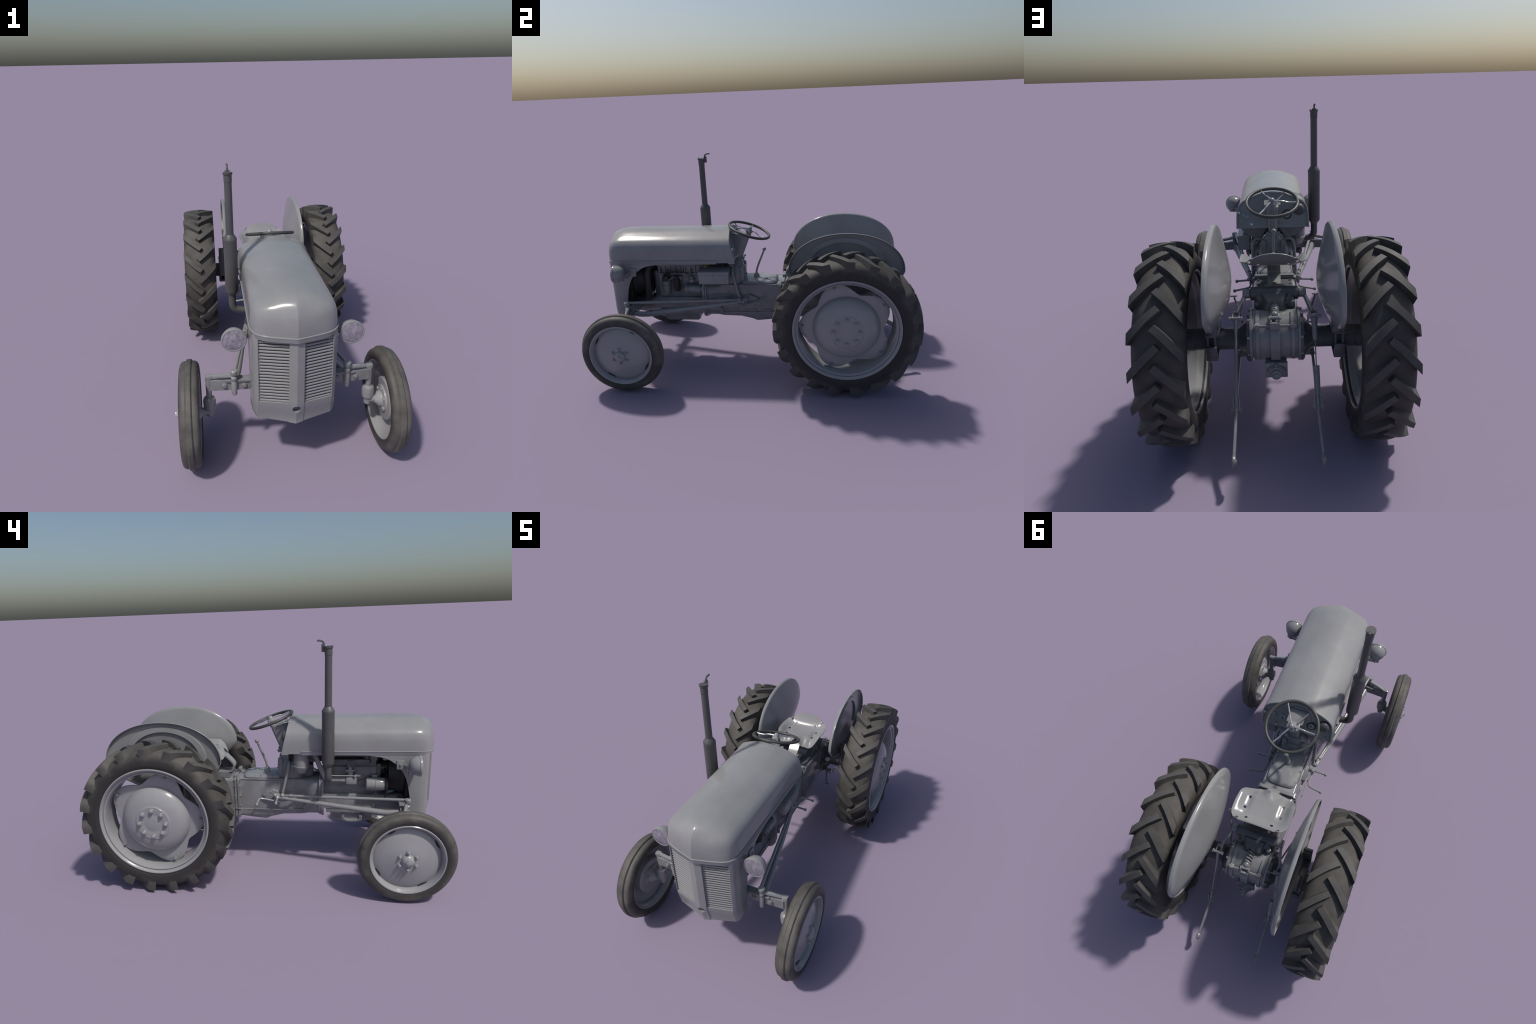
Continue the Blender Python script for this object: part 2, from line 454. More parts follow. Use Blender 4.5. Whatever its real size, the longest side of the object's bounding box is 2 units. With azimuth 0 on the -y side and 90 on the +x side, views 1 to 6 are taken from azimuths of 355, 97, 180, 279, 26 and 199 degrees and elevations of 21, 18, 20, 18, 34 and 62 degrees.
# ------------------------------------------------------------ headlamps
for s in (1, -1):
    c = Vector((s*.257, -.824, .669)); ax = Vector((0, -1, 0))
    mb = MB()
    mb.spin(c - ax*.058, ax, [(0, .001), (.001, .012), (.004, .023), (.011, .034), (.022, .043), (.036, .0495), (.052, .053), (.058, .053)], 32)
    lamp = make('headlamp', mb, GREY)
    mb = MB()
    mb.spin(c - ax*.006, ax, [(0, .053), (.001, .0555), (.008, .0560), (.012, .0545), (.0135, .0510), (.012, .0485), (.006, .0485)], 32, cap=False)
    make('lamp_rim', mb, GREY, lamp)
    mb = MB()
    mb.spin(c - ax*.002, ax, [(0, .049), (.008, .049), (.011, .038), (.0135, .022), (.0145, .010), (.0147, .001)], 32)
    make('lamp_lens', mb, GLASS, lamp)
    mb = MB()
    mb.bar((s*.196, -.755, .655), (s*.196, -.715, .655), .008, .05, .003)
    mb.bar((s*.196, -.757, .648), (s*.285, -.775, .640), .008, .026, .003, (0, 0, 1))
    mb.bolt((s*.201, -.735, .658), (s, 0, 0), .007, .006)
    mb.bolt((s*.262, -.765, .642), (0, 1, 0), .008, .008)
    mb.cyl((s*.262, -.79, .645), (s*.262, -.768, .642), .009)
    make('lamp_bracket', mb, GREY, lamp)

# -------------------------------------------------------------- exhaust
EX = (-.238, -.350)
mb = MB()
mb.spin((EX[0], EX[1], .655), (0, 0, 1), [(0, .019), (.006, .021), (.020, .032), (.026, .0335), (.295, .0335), (.302, .0345), (.308, .0335), (.320, .026), (.328, .021), (.330, .0195)], 28)
muffler = make('exhaust', mb, EXH)
mb = MB()
mb.spin((EX[0], EX[1], .98), (0, 0, 1), [(0, .0190), (.265, .0185), (.266, .0200), (.298, .0200), (.302, .0235), (.306, .0235), (.306, .017), (.29, .016)], 24)
make('exhaust_stack', mb, EXH, muffler)
mb = MB()
mb.tube([(EX[0], EX[1], .665), (EX[0], EX[1]-.002, .580), (-.19, -.352, .565), (-.08, -.352, .560)], .0185, 14, .03)
make('exhaust_elbow', mb, EXH, muffler)
mb = MB()
mb.cyl((EX[0], EX[1], 1.2865), (EX[0], EX[1]+.0003, 1.2905), .0235, n=20)
mb.box((EX[0], EX[1]+.027, 1.281), (.009, .018, .040), .002)
mb.tube([(EX[0], EX[1]+.022, 1.286), (EX[0], EX[1]+.024, 1.308), (EX[0], EX[1]+.036, 1.317), (EX[0], EX[1]+.058, 1.318)], .0048, 8, .012)
mb.cyl((EX[0]-.012, EX[1]+.024, 1.293), (EX[0]+.012, EX[1]+.024, 1.293), .004, n=10)
make('rain_cap', mb, EXH, muffler)

# ---------------------------------------------------- steering and column
HUB = Vector((0, -.020, .869)); SN = Vector((0, .335, .942)).normalized()
SY = Vector((0, .942, -.335)).normalized(); SX = Vector((1, 0, 0))
mb = MB(); mb.torus(HUB - SN*.004, SN, .1295, .0085, 64, 14)
steer = make('steering_wheel', mb, WHEELRIM)
mb = MB()
for k in range(3):
    a = radians(62 + 120*k)
    e = SX*cos(a) - SY*sin(a)
    mb.tube([HUB + e*.008 + SN*.004, HUB + e*.050 + SN*.004, HUB + e*.080 - SN*.006, HUB + e*.126 - SN*.004], [.0045, .0045, .0042, .0036], 10, .02)
make('steering_spoke', mb, BRIGHT, steer)
mb = MB()
mb.spin(HUB - SN*.040, SN, [(0, .017), (.02, .018), (.026, .024), (.034, .024), (.042, .016), (.052, .0145), (.058, .010), (.061, .001)], 24)
mb.sphere(HUB - SN*.034, .021, 16)
make('steering_hub', mb, GREY, steer)
mb = MB()
mb.tube([HUB - SN*.03 + SX*.0, HUB + Vector((-.02, -.03, -.004)), HUB + Vector((-.060, -.095, .014)), HUB + Vector((-.064, -.10, .024))], .003, 8, .01)
mb.sphere(HUB + Vector((-.064, -.10, .026)), .005, 10)
make('throttle_lever', mb, GREY, steer)
mb = MB()    # column housing: wedge between dashboard and steering box
def rrect(cx, cy, hx, hy, z, rad=.008, n=4):
    out = []
    for qx, qy, a0 in ((1, 1, 0), (-1, 1, 90), (-1, -1, 180), (1, -1, 270)):
        for k in range(n+1):
            a = radians(a0 + 90*k/n)
            out.append((cx + qx*(hx-rad) + rad*cos(a), cy + qy*(hy-rad) + rad*sin(a), z))
    return out
rings = []
for z, y0, y1, hw in [(.610, -.140, -.085, .036), (.670, -.135, -.080, .025), (.70, -.134, -.070, .0235), (.76, -.135, -.046, .0245), (.80, -.138, -.030, .027), (.828, -.140, -.020, .031), (.838, -.140, -.022, .033), (.846, -.140, -.05, .03)]:
    rings.append(rrect(0, (y0+y1)/2, hw, (y1-y0)/2, z, .014))
mb.loft(rings)
mb.box((0, -.095, .850), (.085, .075, .006), .002, Matrix.Rotation(-.25, 3, 'X'))
make('steering_column', mb, GREY)
mb = MB()    # rounded steering box
rings = []
for z, hx, y0, y1 in [(.500, .078, -.215, -.072), (.53, .080, -.215, -.062), (.565, .080, -.21, -.056), (.60, .074, -.205, -.058), (.63, .064, -.195, -.066), (.655, .050, -.18, -.074), (.672, .034, -.16, -.076), (.686, .030, -.15, -.080)]:
    rings.append(rrect(0, (y0+y1)/2, hx, (y1-y0)/2, z, min(hx, (y1-y0)/2)*.75, 6))
mb.loft(rings)
mb.box((0, -.078, .685), (.075, .035, .012), .003)
mb.box((0, -.064, .60), (.05, .016, .07), .006)
for x, y, z in [(.03, -.064, .688), (-.03, -.064, .688), (.055, -.066, .61), (-.055, -.066, .61), (.0, -.057, .575)]:
    mb.bolt((x, y, z), (0, .7, .7), .006, .008)
for s in (1, -1):
    mb.box((s*.052, -.075, .585), (.03, .03, .13), .012)
make('steering_box', mb, CAST)

# ------------------------------------------------------- gearbox and frame
def body_ring(y, hw, z0, z1, r0=.02, r1=.02, n=4):
    out = []
    for qx, z, q, a0, r in ((1, z1, -1, 0, r1), (-1, z1, -1, 90, r1), (-1, z0, 1, 180, r0), (1, z0, 1, 270, r0)):
        for k in range(n+1):
            a = radians(a0 + 90*k/n)
            out.append((qx*(hw-r) + r*cos(a), y, z + q*r + r*sin(a)))
    return out
mb = MB()
mb.loft([body_ring(*a) for a in [(-.312, .116, .310, .552, .07, .06), (-.28, .110, .312, .548, .07, .06), (-.235, .094, .314, .534, .04, .03), (-.20, .090, .314, .532, .018, .012),
                                 (-.09, .089, .311, .532, .016, .010), (-.02, .089, .294, .532, .016, .010), (.015, .089, .279, .532, .018, .010), (.10, .090, .289, .532, .016, .010), (.168, .092, .299, .533, .016, .010)]])
gearbox = make('gearbox', mb, CAST)
mb = MB()
for s in (1, -1):    # seam ledge and side bosses
    mb.bar((s*.090, -.21, .530), (s*.090, .165, .530), .006, .006, .001)
    mb.bar((s*.091, -.205, .346), (s*.091, .165, .346), .004, .005, .001)
    mb.box((s*.094, -.214, .355), (.02, .016, .05), .004)
    ring = [(-.075, .435), (-.062, .462), (-.03, .472), (.0, .460), (.028, .445), (.030, .430), (.0, .412), (-.03, .400), (-.062, .408)]
    mb.loft([[(s*.085, y, z) for y, z in ring], [(s*.106, y*.97, .436 + (z-.436)*.94) for y, z in ring]])
    for y, z in [(-.02, .458), (.018, .438), (-.02, .415), (-.16, .48)]:
        mb.bolt((s*(.104 if y > -.1 else .09), y, z), (s, 0, 0), .006, .005)
make('gearbox_boss', mb, CAST, gearbox)
mb = MB()    # top cover
out = [(.083, -.07), (.085, .06), (.083, .105), (.074, .133), (.05, .145), (0, .148)]
half = spline([Vector(p) for p in out], 4)
ring = [(p.x, p.y) for p in half] + [(-p.x, p.y) for p in half[-2::-1]]
mb.loft([[(x, y, .530) for x, y in ring], [(x, y, .541) for x, y in ring], [(x*.93, -.07 + (y+.07)*.97, .549) for x, y in ring], [(x*.6, -.07 + (y+.07)*.92, .554) for x, y in ring]])
cover = make('gearbox_cover', mb, CAST, gearbox, angle=30)
mb = MB()
for x, y in [(.076, -.03), (.077, .04), (.070, .11), (.03, .136), (-.03, .136), (-.070, .11), (-.077, .04), (-.076, -.03)]:
    mb.bolt((x, y, .543), (0, 0, 1), .006, .007)
make('cover_bolt', mb, DARKCAST, gearbox)
mb = MB()
mb.spin((0, .010, .548), (0, 0, 1), [(0, .031), (.007, .030), (.009, .020), (.018, .017), (.030, .012), (.034, .008)], 24)
mb.tube([(0, .010, .572), (0, .012, .600), (-.001, .028, .645), (-.004, .067, .736)], [.008, .0068, .0068, .0055], 12, .03)
mb.sphere((-.004, .067, .740), .0125, 16)
make('gear_lever', mb, GREY)
mb = MB()
mb.spin((.037, .076, .549), (0, 0, 1), [(0, .024), (.004, .0235), (.006, .012), (.010, .011), (.012, .004)], 20)
make('filler_cap', mb, CAST, gearbox)

# flanges between the castings
mb = MB()
mb.loft([body_ring(.166, .107, .290, .540, .02, .015), body_ring(.178, .107, .290, .540, .02, .015)])
mb.loft([body_ring(.182, .108, .288, .544, .02, .015), body_ring(.194, .108, .288, .544, .02, .015)])
mb.loft([body_ring(-.326, .130, .306, .570, .07, .07), body_ring(-.312, .130, .306, .570, .07, .07)])
mb.loft([body_ring(-.310, .128, .310, .568, .07, .07), body_ring(-.300, .128, .310, .568, .07, .07)])
for s in (1, -1):
    for z in (.32, .37, .43, .49, .525):
        mb.bolt((s*.100, .194, z), (0, 1, 0), .007, .007); mb.bolt((s*.100, .166, z), (0, -1, 0), .007, .006)
    mb.box((s*.06, .186, .548), (.07, .020, .018), .004)
make('housing_flange', mb, CAST, gearbox)

# rear axle centre housing (drum across the tractor) and trumpets
mb = MB()
mb.loft([body_ring(*a) for a in [(.19, .102, .300, .536, .03, .02), (.30, .102, .305, .535, .04, .02), (.42, .100, .320, .530, .06, .03), (.52, .098, .34, .53, .07, .03)]])
mb.spin((-.104, .552, .432), (1, 0, 0), [(0, .112), (.01, .114), (.014, .106), (.194, .106), (.198, .114), (.208, .112)], 48)
axle_house = make('rear_axle_housing', mb, CAST)
mb = MB()
for s in (1, -1):
    mb.spin((s*.104, .560, .420), (s, 0, 0), [(0, .098), (.012, .098), (.014, .088), (.044, .050), (.052, .0460), (.295, .0455)], 32)
    for k in range(10):
        a = 2*pi*k/10
        mb.bolt((s*.114, .560 + .092*cos(a), .420 + .092*sin(a)), (s, 0, 0), .006, .006)
make('axle_trumpet', mb, DARKCAST, axle_house)
mb = MB()    # ribs over the drum
def rib(x, w, a0, a1, r0=.100, r1=.116):
    prof = []
    for t in frange(radians(a0), radians(a1), 16): prof.append((.552 + r1*cos(t), .432 + r1*sin(t)))
    for t in frange(radians(a1), radians(a0), 16): prof.append((.552 + r0*cos(t), .432 + r0*sin(t)))
    mb.loft([[(x - w/2, y, z) for y, z in prof], [(x + w/2, y, z) for y, z in prof]])
rib(0, .038, -35, 50, .10, .120); rib(.072, .015, -35, 85); rib(-.072, .015, -35, 85)
mb.cyl((-.078, .638, .513), (.078, .638, .513), .006, n=12)
for s in (1, -1):
    mb.box((s*.072, .636, .512), (.019, .024, .022), .004)
    mb.cyl((s*.080, .638, .513), (s*.086, .638, .513), .009, n=6)
    for k in range(6):
        a = radians(-60 + 40*k)
        mb.bolt((s*.102, .552 + .108*cos(a), .432 + .108*sin(a)), (s, 0, 0), .006, .012)
make('drum_rib', mb, CAST, axle_house)
mb = MB()    # power take-off
mb.box((0, .655, .322), (.094, .016, .068), .003)
mb.loft([[( .040*cos(a), .663, .322 + .028*sin(a)) for a in frange(0, 2*pi*15/16, 16)], [( .036*cos(a), .676, .322 + .025*sin(a)) for a in frange(0, 2*pi*15/16, 16)]])
mb.spin((0, .664, .320), (0, 1, 0), [(0, .026), (.018, .026), (.020, .021), (.034, .020), (.036, .013), (.044, .012), (.046, .006), (.05, .002)], 20)
for x, z in [(.032, .322), (-.032, .322), (0, .350)]:
    mb.bolt((x, .672, z), (0, 1, 0), .007, .006)
mb.box((0, .62, .33), (.09, .08, .05), .01)
make('power_take_off', mb, CAST, axle_house)

# hydraulic lift cover, cross shaft, arms
mb = MB()
mb.loft([body_ring(*a) for a in [(.225, .085, .52, .546, .01, .008), (.34, .088, .52, .552, .01, .01), (.40, .090, .52, .575, .01, .02), (.44, .090, .52, .600, .01, .025), (.49, .088, .52, .600, .01, .025), (.515, .080, .52, .575, .01, .02)]])
mb.cyl((-.104, .467, .583), (.104, .467, .583), .029, n=24, bev=.004)
mb.loft([[(-.055, .50, .60), (.055, .50, .60), (.03, .54, .578), (-.03, .54, .578)], [(-.07, .50, .53), (.07, .50, .53), (.045, .55, .53), (-.045, .55, .53)]])
for x in (-.075, -.04, .04, .075):
    mb.box((x, .512, .552), (.024, .022, .03), .004); mb.bolt((x, .522, .556), (0, 1, .4), .007, .006)
for s in (1, -1):
    for y in (.24, .29, .35): mb.bolt((s*.075, y, .547), (0, 0, 1), .006, .006)
lift = make('hydraulic_lift', mb, DARKCAST)
for s in (1, -1):
    mb = MB()
    mb.cyl((s*.104, .467, .583), (s*.136, .467, .583), .021, n=20, bev=.003)
    mb.bar((s*.126, .470, .578), (s*.156, .575, .540), .014, .020, .004)
    # fork and pin at the end
    mb.bar((s*.148, .568, .538), (s*.146, .604, .530), .006, .018, .002)
    mb.bar((s*.172, .568, .538), (s*.174, .604, .530), .006, .018, .002)
    mb.bar((s*.144, .566, .540), (s*.176, .566, .540), .012, .014, .003)
    mb.cyl((s*.136, .598, .532), (s*.186, .598, .532), .0065, n=12)
    mb.bolt((s*.184, .598, .532), (s, 0, 0), .010, .006); mb.bolt((s*.138, .598, .532), (-s, 0, 0), .010, .006)
    make('lift_arm', mb, CAST, lift)
# control spring and top link bracket
mb = MB()
pts = []
for i in range(0, 90):
    t = i/89; a = t*2*pi*5
    pts.append((.014*cos(a), lerp(.535, .612, t), .556 + .014*sin(a) - .006*t))
mb.tube(pts, .0048, 8, 0.0, 1)
mb.cyl((0, .53, .556), (0, .62, .549), .007, n=10)
make('control_spring', mb, CAST, lift)
mb = MB()
mb.spin((0, .525, .556), (0, 1, 0), [(0, .024), (.008, .024), (.012, .016)], 16)
mb.sphere((0, .615, .551), .017, 16)
for s in (1, -1):
    mb.bar((s*.014, .612, .550), (s*.016, .648, .528), .007, .022, .002)
    mb.bolt((s*.02, .640, .548), (s, 0, 0), .007, .005)
mb.cyl((-.026, .634, .548), (.026, .634, .548), .007, n=12)
mb.box((0, .648, .520), (.042, .018, .030), .003)
make('top_link_bracket', mb, CAST, lift)
# lower links with lift rods
for s in (1, -1):
    mb = MB()
    P0 = Vector((s*.158, .53, .328)); P1 = Vector((s*.163, .770, .212)); P2 = Vector((s*.166, .938, .123))
    for A_, B_ in ((P0, P1), (P1, P2)):
        d = (B_ - A_).normalized()
        mb.bar(A_ - d*.006, B_ + d*.006, .011, .030, .004)
    mb.spin(P0 - Vector((.008, 0, 0)), (1, 0, 0), [(0, .017), (.002, .019), (.014, .019), (.016, .017)], 18)
    mb.box(P0 + Vector((-s*.03, 0, .0)), (.045, .022, .022), .004)
    mb.cyl(P1 - Vector((.018, 0, 0)), P1 + Vector((.018, 0, 0)), .007, n=10)
    mb.bolt(P1 + Vector((.017, 0, 0)), (1, 0, 0), .009, .005); mb.bolt(P1 - Vector((.017, 0, 0)), (-1, 0, 0), .009, .005)
    d = (P2 - P1).normalized()
    mb.torus(P2 + d*.012, (1, 0, 0), .0155, .0075, 24, 10)
    mb.sphere(P2 + d*.012, .012, 14)
    link = make('lower_link', mb, CAST)
    mb = MB()
    Q0 = Vector((s*.161, .600, .527)); Q1 = Vector((s*.163, .766, .220))
    if s > 0:
        mb.tube([Q0, Q0.lerp(Q1, .12), Q0.lerp(Q1, .2), Q0.lerp(Q1, .80), Q0.lerp(Q1, .82), Q0.lerp(Q1, .97)], [.009, .008, .0055, .0055, .0085, .008], 12, .004)
    else:
        mb.tube([Q0, Q0.lerp(Q1, .2), Q0.lerp(Q1, .26)], [.013, .012, .008], 12, .004)
        mb.tube([Q0.lerp(Q1, .2), Q0.lerp(Q1, .56)], .0025, 8)
        mb.tube([Q0.lerp(Q1, .55), Q0.lerp(Q1, .56), Q0.lerp(Q1, .86), Q0.lerp(Q1, .87), Q0.lerp(Q1, .98)], [.011, .0125, .0125, .009, .009], 12, .004)
        mb.tube([Q0 + Vector((.01, 0, -.02)), Q0 + Vector((.045, .0, -.015)), Q0 + Vector((.045, 0, -.04))], .004, 8, .01)
    mb.bar(Q1 + Vector((-.012, -.015, .035)), Q1 + Vector((-.012, .002, -.014)), .005, .016, .002)
    mb.bar(Q1 + Vector((.012, -.015, .035)), Q1 + Vector((.012, .002, -.014)), .005, .016, .002)
    make('lift_rod', mb, CAST, link)

# --------------------------------------------------------------- seat
def seat_z(u, v):
    """u across -1..1, v front 0 .. back 1"""
    au = abs(u)
    back = max(0, (v - .70)/.30)**1.9
    side = smooth((au - .55)/.45)
    z = .694
    z += back*(.075 - .038*au*au)
    z += side*.018*(1 - .6*min(back, 1))*smooth((v + .1)/.3)
    z -= .008*smooth((au - .4)/.2)*smooth((.9 - au)/.2)*smooth((.7 - v)/.2)
    front = smooth((.32 - v)/.32)
    z += front*(-.040*smooth(au/.35) + .006*(1 - smooth(au/.25)))
    return z
mb = MB()
NU, NV = 44, 34
def seat_xy(a, r):
    """rounded outline, a angle, r 0..1"""
    c, s_ = cos(a), sin(a)
    e = 2/3.6
    u = math.copysign(abs(c)**e, c)*r; v = math.copysign(abs(s_)**e, s_)*r
    return u, v
holes = [(.087, .329), (.093, .389), (.065, .444), (.104, .465), (0, .468), (-.065, .444), (-.104, .465), (-.093, .389), (-.087, .329)]
def seat_point(x, y):
    u = x/.147; v = (y - .268)/(.482 - .268)
    return Vector((x, y, seat_z(u, v)))
bm = bmesh.new()
NA, NR = 144, 40
rows = []
for i in range(NR + 1):
    r = (i/NR)
    row = []
    for k in range(NA):
        u, v = seat_xy(2*pi*k/NA, r)
        x = .147*u*(1 - .05*(-v if v < 0 else 0)); y = .3715 + .1165*v
        y += .018*smooth(1 - abs(u)/.22)*max(0, -v)**3       # notch at the front
        row.append(bm.verts.new((x, y, seat_z(x/.147, (y-.255)/.233))))
        if i == 0: row = row*NA; break
    rows.append(row)
for i in range(NR):
    for k in range(NA):
        k2 = (k+1) % NA
        if i == 0: bm.faces.new((rows[0][0], rows[1][k], rows[1][k2]))
        else: bm.faces.new((rows[i][k], rows[i+1][k], rows[i+1][k2], rows[i][k2]))
# punched holes: remove the faces round each hole and pull the rim to a circle
for hx, hy in holes:
    hr = .0085
    dead = [f for f in bm.faces if (f.calc_center_median().xy - Vector((hx, hy))).length < hr]
    bmesh.ops.delete(bm, geom=dead, context='FACES')
    for v in bm.verts:
        if v.is_boundary:
            d = v.co.xy - Vector((hx, hy))
            if d.length < hr*2.2 and d.length > 1e-6:
                d = d.normalized()*hr*.95
                v.co.x = hx + d.x; v.co.y = hy + d.y
bm.verts.ensure_lookup_table(); bm.verts.index_update()
mb.add([v.co[:] for v in bm.verts], [[v.index for v in f.verts] for f in bm.faces]); bm.free()
seat = make('seat', mb, GREY, solid=.004, off=-1, angle=50, merge=True)
mb = MB()    # curved leaf spring
path = spline([(.36, .692), (.30, .682), (.253, .650), (.222, .620), (.207, .594), (.217, .567), (.246, .553), (.30, .553), (.34, .556)], 5)
rings = []
for i, p in enumerate(path):
    a = path[max(i-1, 0)]; b = path[min(i+1, len(path)-1)]; t = (b-a).normalized(); nn = Vector((-t.y, t.x))*.0045
    w = .031
    rings.append([(-w, p.x+nn.x, p.y+nn.y), (w, p.x+nn.x, p.y+nn.y), (w, p.x-nn.x, p.y-nn.y), (-w, p.x-nn.x, p.y-nn.y)])
mb.loft(rings)
mb.bolt((0, .32, .557), (0, 0, 1), .012, .012); mb.box((0, .35, .556), (.09, .05, .02), .005)
make('seat_spring', mb, GREY, seat, angle=40)

# -------------------------------------------------------------- engine
mb = MB()
mb.box((0, -.472, .475), (.140, .300, .25), .008)
mb.box((0, -.472, .400), (.176, .296, .09), .012)
mb.box((0, -.472, .603), (.156, .302, .010), .003)
engine = make('engine', mb, CAST)
mb = MB()
mb.box((0, -.470, .640), (.140, .300, .066), .006)
for i in range(9):
    mb.box((.074, -.605 + i*.033, .638), (.016, .009, .062), .003)
mb.tube([(.07, -.625, .668), (.086, -.615, .669), (.086, -.32, .669)], .009, 10, .01)
make('cylinder_head', mb, CAST, engine)
mb = MB(); mb.box((0, -.47, .688), (.11, .29, .035), .012)
make('rocker_cover', mb, DARKCAST, engine)
mb = MB()
mb.loft([[(x, y, z) for x, y in ((-.072+a, -.615+b), (.072-a, -.615+b), (.072-a, -.36-b*.6), (-.072+a, -.36-b*.6))] for z, a, b in ((.365, 0, 0), (.325, 0, 0), (.32, .004, .008), (.285, .008, .012), (.268, .02, .04))])
mb.box((0, -.47, .362), (.19, .30, .012), .003)
for s in (1, -1):
    mb.bar((s*.085, -.60, .345), (s*.085, -.34, .345), .012, .03, .003)
make('oil_pan', mb, CAST, engine)
mb = MB()    # strainer flange on the pan
def oct_ring(x, y, z, ry, rz, n=24, e=3.2):
    out = []
    for k in range(n):
        a = 2*pi*k/n; c, s_ = cos(a), sin(a)
        out.append((x, y + ry*math.copysign(abs(c)**(2/e), c), z + rz*math.copysign(abs(s_)**(2/e), s_)))
    return out
mb.loft([oct_ring(-.063, -.488, .299, .061, .032), oct_ring(-.079, -.488, .299, .061, .032), oct_ring(-.082, -.488, .299, .056, .028), oct_ring(-.082, -.488, .299, .043, .020), oct_ring(-.073, -.488, .299, .041, .018)])
for y, z in [(-.54, .299), (-.436, .299), (-.51, .324), (-.466, .324), (-.51, .275), (-.466, .275)]: mb.bolt((-.081, y, z), (-1, 0, 0), .005, .003)
make('strainer_flange', mb, CAST, engine)
# front of the engine: timing case, pulley, fan, belt
mb = MB()
mb.box((0, -.633, .50), (.15, .03, .25), .012)
mb.cyl((0, -.64, .40), (0, -.68, .40), .045, n=24, bev=.004)
mb.cyl((0, -.64, .58), (0, -.69, .58), .035, n=24, bev=.004)
make('timing_case', mb, DARKCAST, engine)
mb = MB()
for k in range(4):
    a = radians(20 + 90*k)
    e = Vector((cos(a), 0, sin(a))); t = Vector((-sin(a), .6, cos(a))).normalized()
    mb.loft([[Vector((0, -.70, .58)) + e*r + t*w*s_ + Vector((0, th, 0)) for s_, th in ((1, 0), (1, .002), (-1, .002), (-1, 0))] for r, w in ((.03, .012), (.06, .022), (.11, .026), (.115, .018))])
make('fan', mb, BLACK, engine)
mb = MB()
mb.tube([(0, -.672, .36), (.047, -.672, .40), (.036, -.672, .58), (0, -.672, .615), (-.036, -.672, .58), (-.15, -.672, .55), (-.16, -.672, .50), (-.045, -.672, .37), (0, -.672, .358)], .005, 8, .03)
make('fan_belt', mb, HOSE, engine)
mb = MB()    # water hoses and the conical fan shroud
mb.tube([(.06, -.63, .668), (.105, -.655, .672), (.120, -.672, .64), (.118, -.675, .47), (.110, -.70, .435), (.09, -.78, .435)], .022, 14, .04)
mb.tube([(0, -.62, .69), (0, -.70, .70), (0, -.77, .69)], .020, 12, .03)
make('water_hose', mb, HOSE, radiator)
mb = MB()
mb.spin((0, -.770, .565), (0, 1, 0), [(0, .132), (.06, .112), (.085, .108)], 40, cap=False)
make('fan_shroud', mb, BLACK, radiator, solid=.004)
# lower front support (axle carrier)
mb = MB()
mb.loft([body_ring(*a) for a in [(-.80, .060, .335, .43, .02, .02), (-.74, .068, .33, .435, .02, .02), (-.68, .072, .345, .43, .02, .02), (-.61, .080, .35, .46, .02, .02)]])
mb.box((0, -.80, .40), (.30, .05, .03), .006)
mb.cyl((0, -.83, .375), (0, -.70, .375), .024, n=18, bev=.003)
make('axle_carrier', mb, CAST)
# +x side equipment
mb = MB()
mb.cyl((.108, -.437, .512), (.108, -.335, .512), .028, n=24, bev=.004)
mb.cyl((.108, -.345, .512), (.108, -.320, .512), .020, n=20)
mb.cyl((.108, -.445, .512), (.108, -.436, .512), .022, n=20, bev=.002)
mb.torus((.108, -.415, .512), (0, 1, 0), .028, .002, 24, 6)
make('starter_motor', mb, CAST, engine)
mb = MB()
mb.spin((.098, -.560, .475), (0, 0, 1), [(0, .016), (.02, .020), (.045, .020), (.048, .025), (.056, .025), (.06, .021), (.085, .026), (.09, .026)], 20)
mb.cyl((.070, -.56, .47), (.098, -.56, .48), .014, n=12)
make('distributor', mb, CAST, engine)
mb = MB()
mb.spin((.098, -.560, .563), (0, 0, 1), [(0, .026), (.02, .025), (.036, .019), (.038, .010)], 20)
for i in range(4):
    y = -.585 + .016*i
    mb.cyl((.098 + .008*(i % 2), -.572 + .008*i, .597), (.098, -.572 + .008*i, .612), .004, n=8)
mb.spin((.105, -.490, .500), (0, 0, 1), [(0, .018), (.006, .021), (.078, .021), (.084, .016), (.10, .012)], 20)
make('ignition_coil', mb, BLACK, engine)
mb = MB()
for i in range(4):
    y1 = (-.59, -.545, -.445, -.39)[i]
    mb.tube([(.098, -.572 + .008*i, .610), (.108, lerp(-.56, y1, .5), .625 + .004*i), (.100, y1, .600 if i % 2 else .612), (.082, y1, .640)], .0026, 6, .02)
mb.tube([(.100, -.545, .585), (.110, -.52, .60), (.105, -.49, .610)], .0026, 6, .01)
make('ignition_lead', mb, HOSE, engine)
mb = MB()
mb.tube([(.105, -.585, .563), (.115, -.56, .555), (.112, -.535, .575), (.110, -.51, .592), (.100, -.46, .590), (.098, -.42, .572), (.090, -.395, .582), (.085, -.36, .592)], .003, 8, .02)
mb.spin((.092, -.395, .552), (0, 0, 1), [(0, .010), (.004, .018), (.022, .019), (.026, .012), (.038, .010)], 16)
mb.box((.090, -.47, .58), (.02, .02, .02), .004)
make('fuel_line', mb, GREY, engine)
mb = MB(); mb.cyl((.085, -.315, .669), (.085, -.275, .669), .013, n=12, bev=.003)
make('brass_tap', mb, BRASS, engine)
mb = MB(); mb.cyl((-.10, -.665, .655), (-.10, -.665, .675), .015, n=14, bev=.003)
make('cream_cap', mb, CREAM, engine)
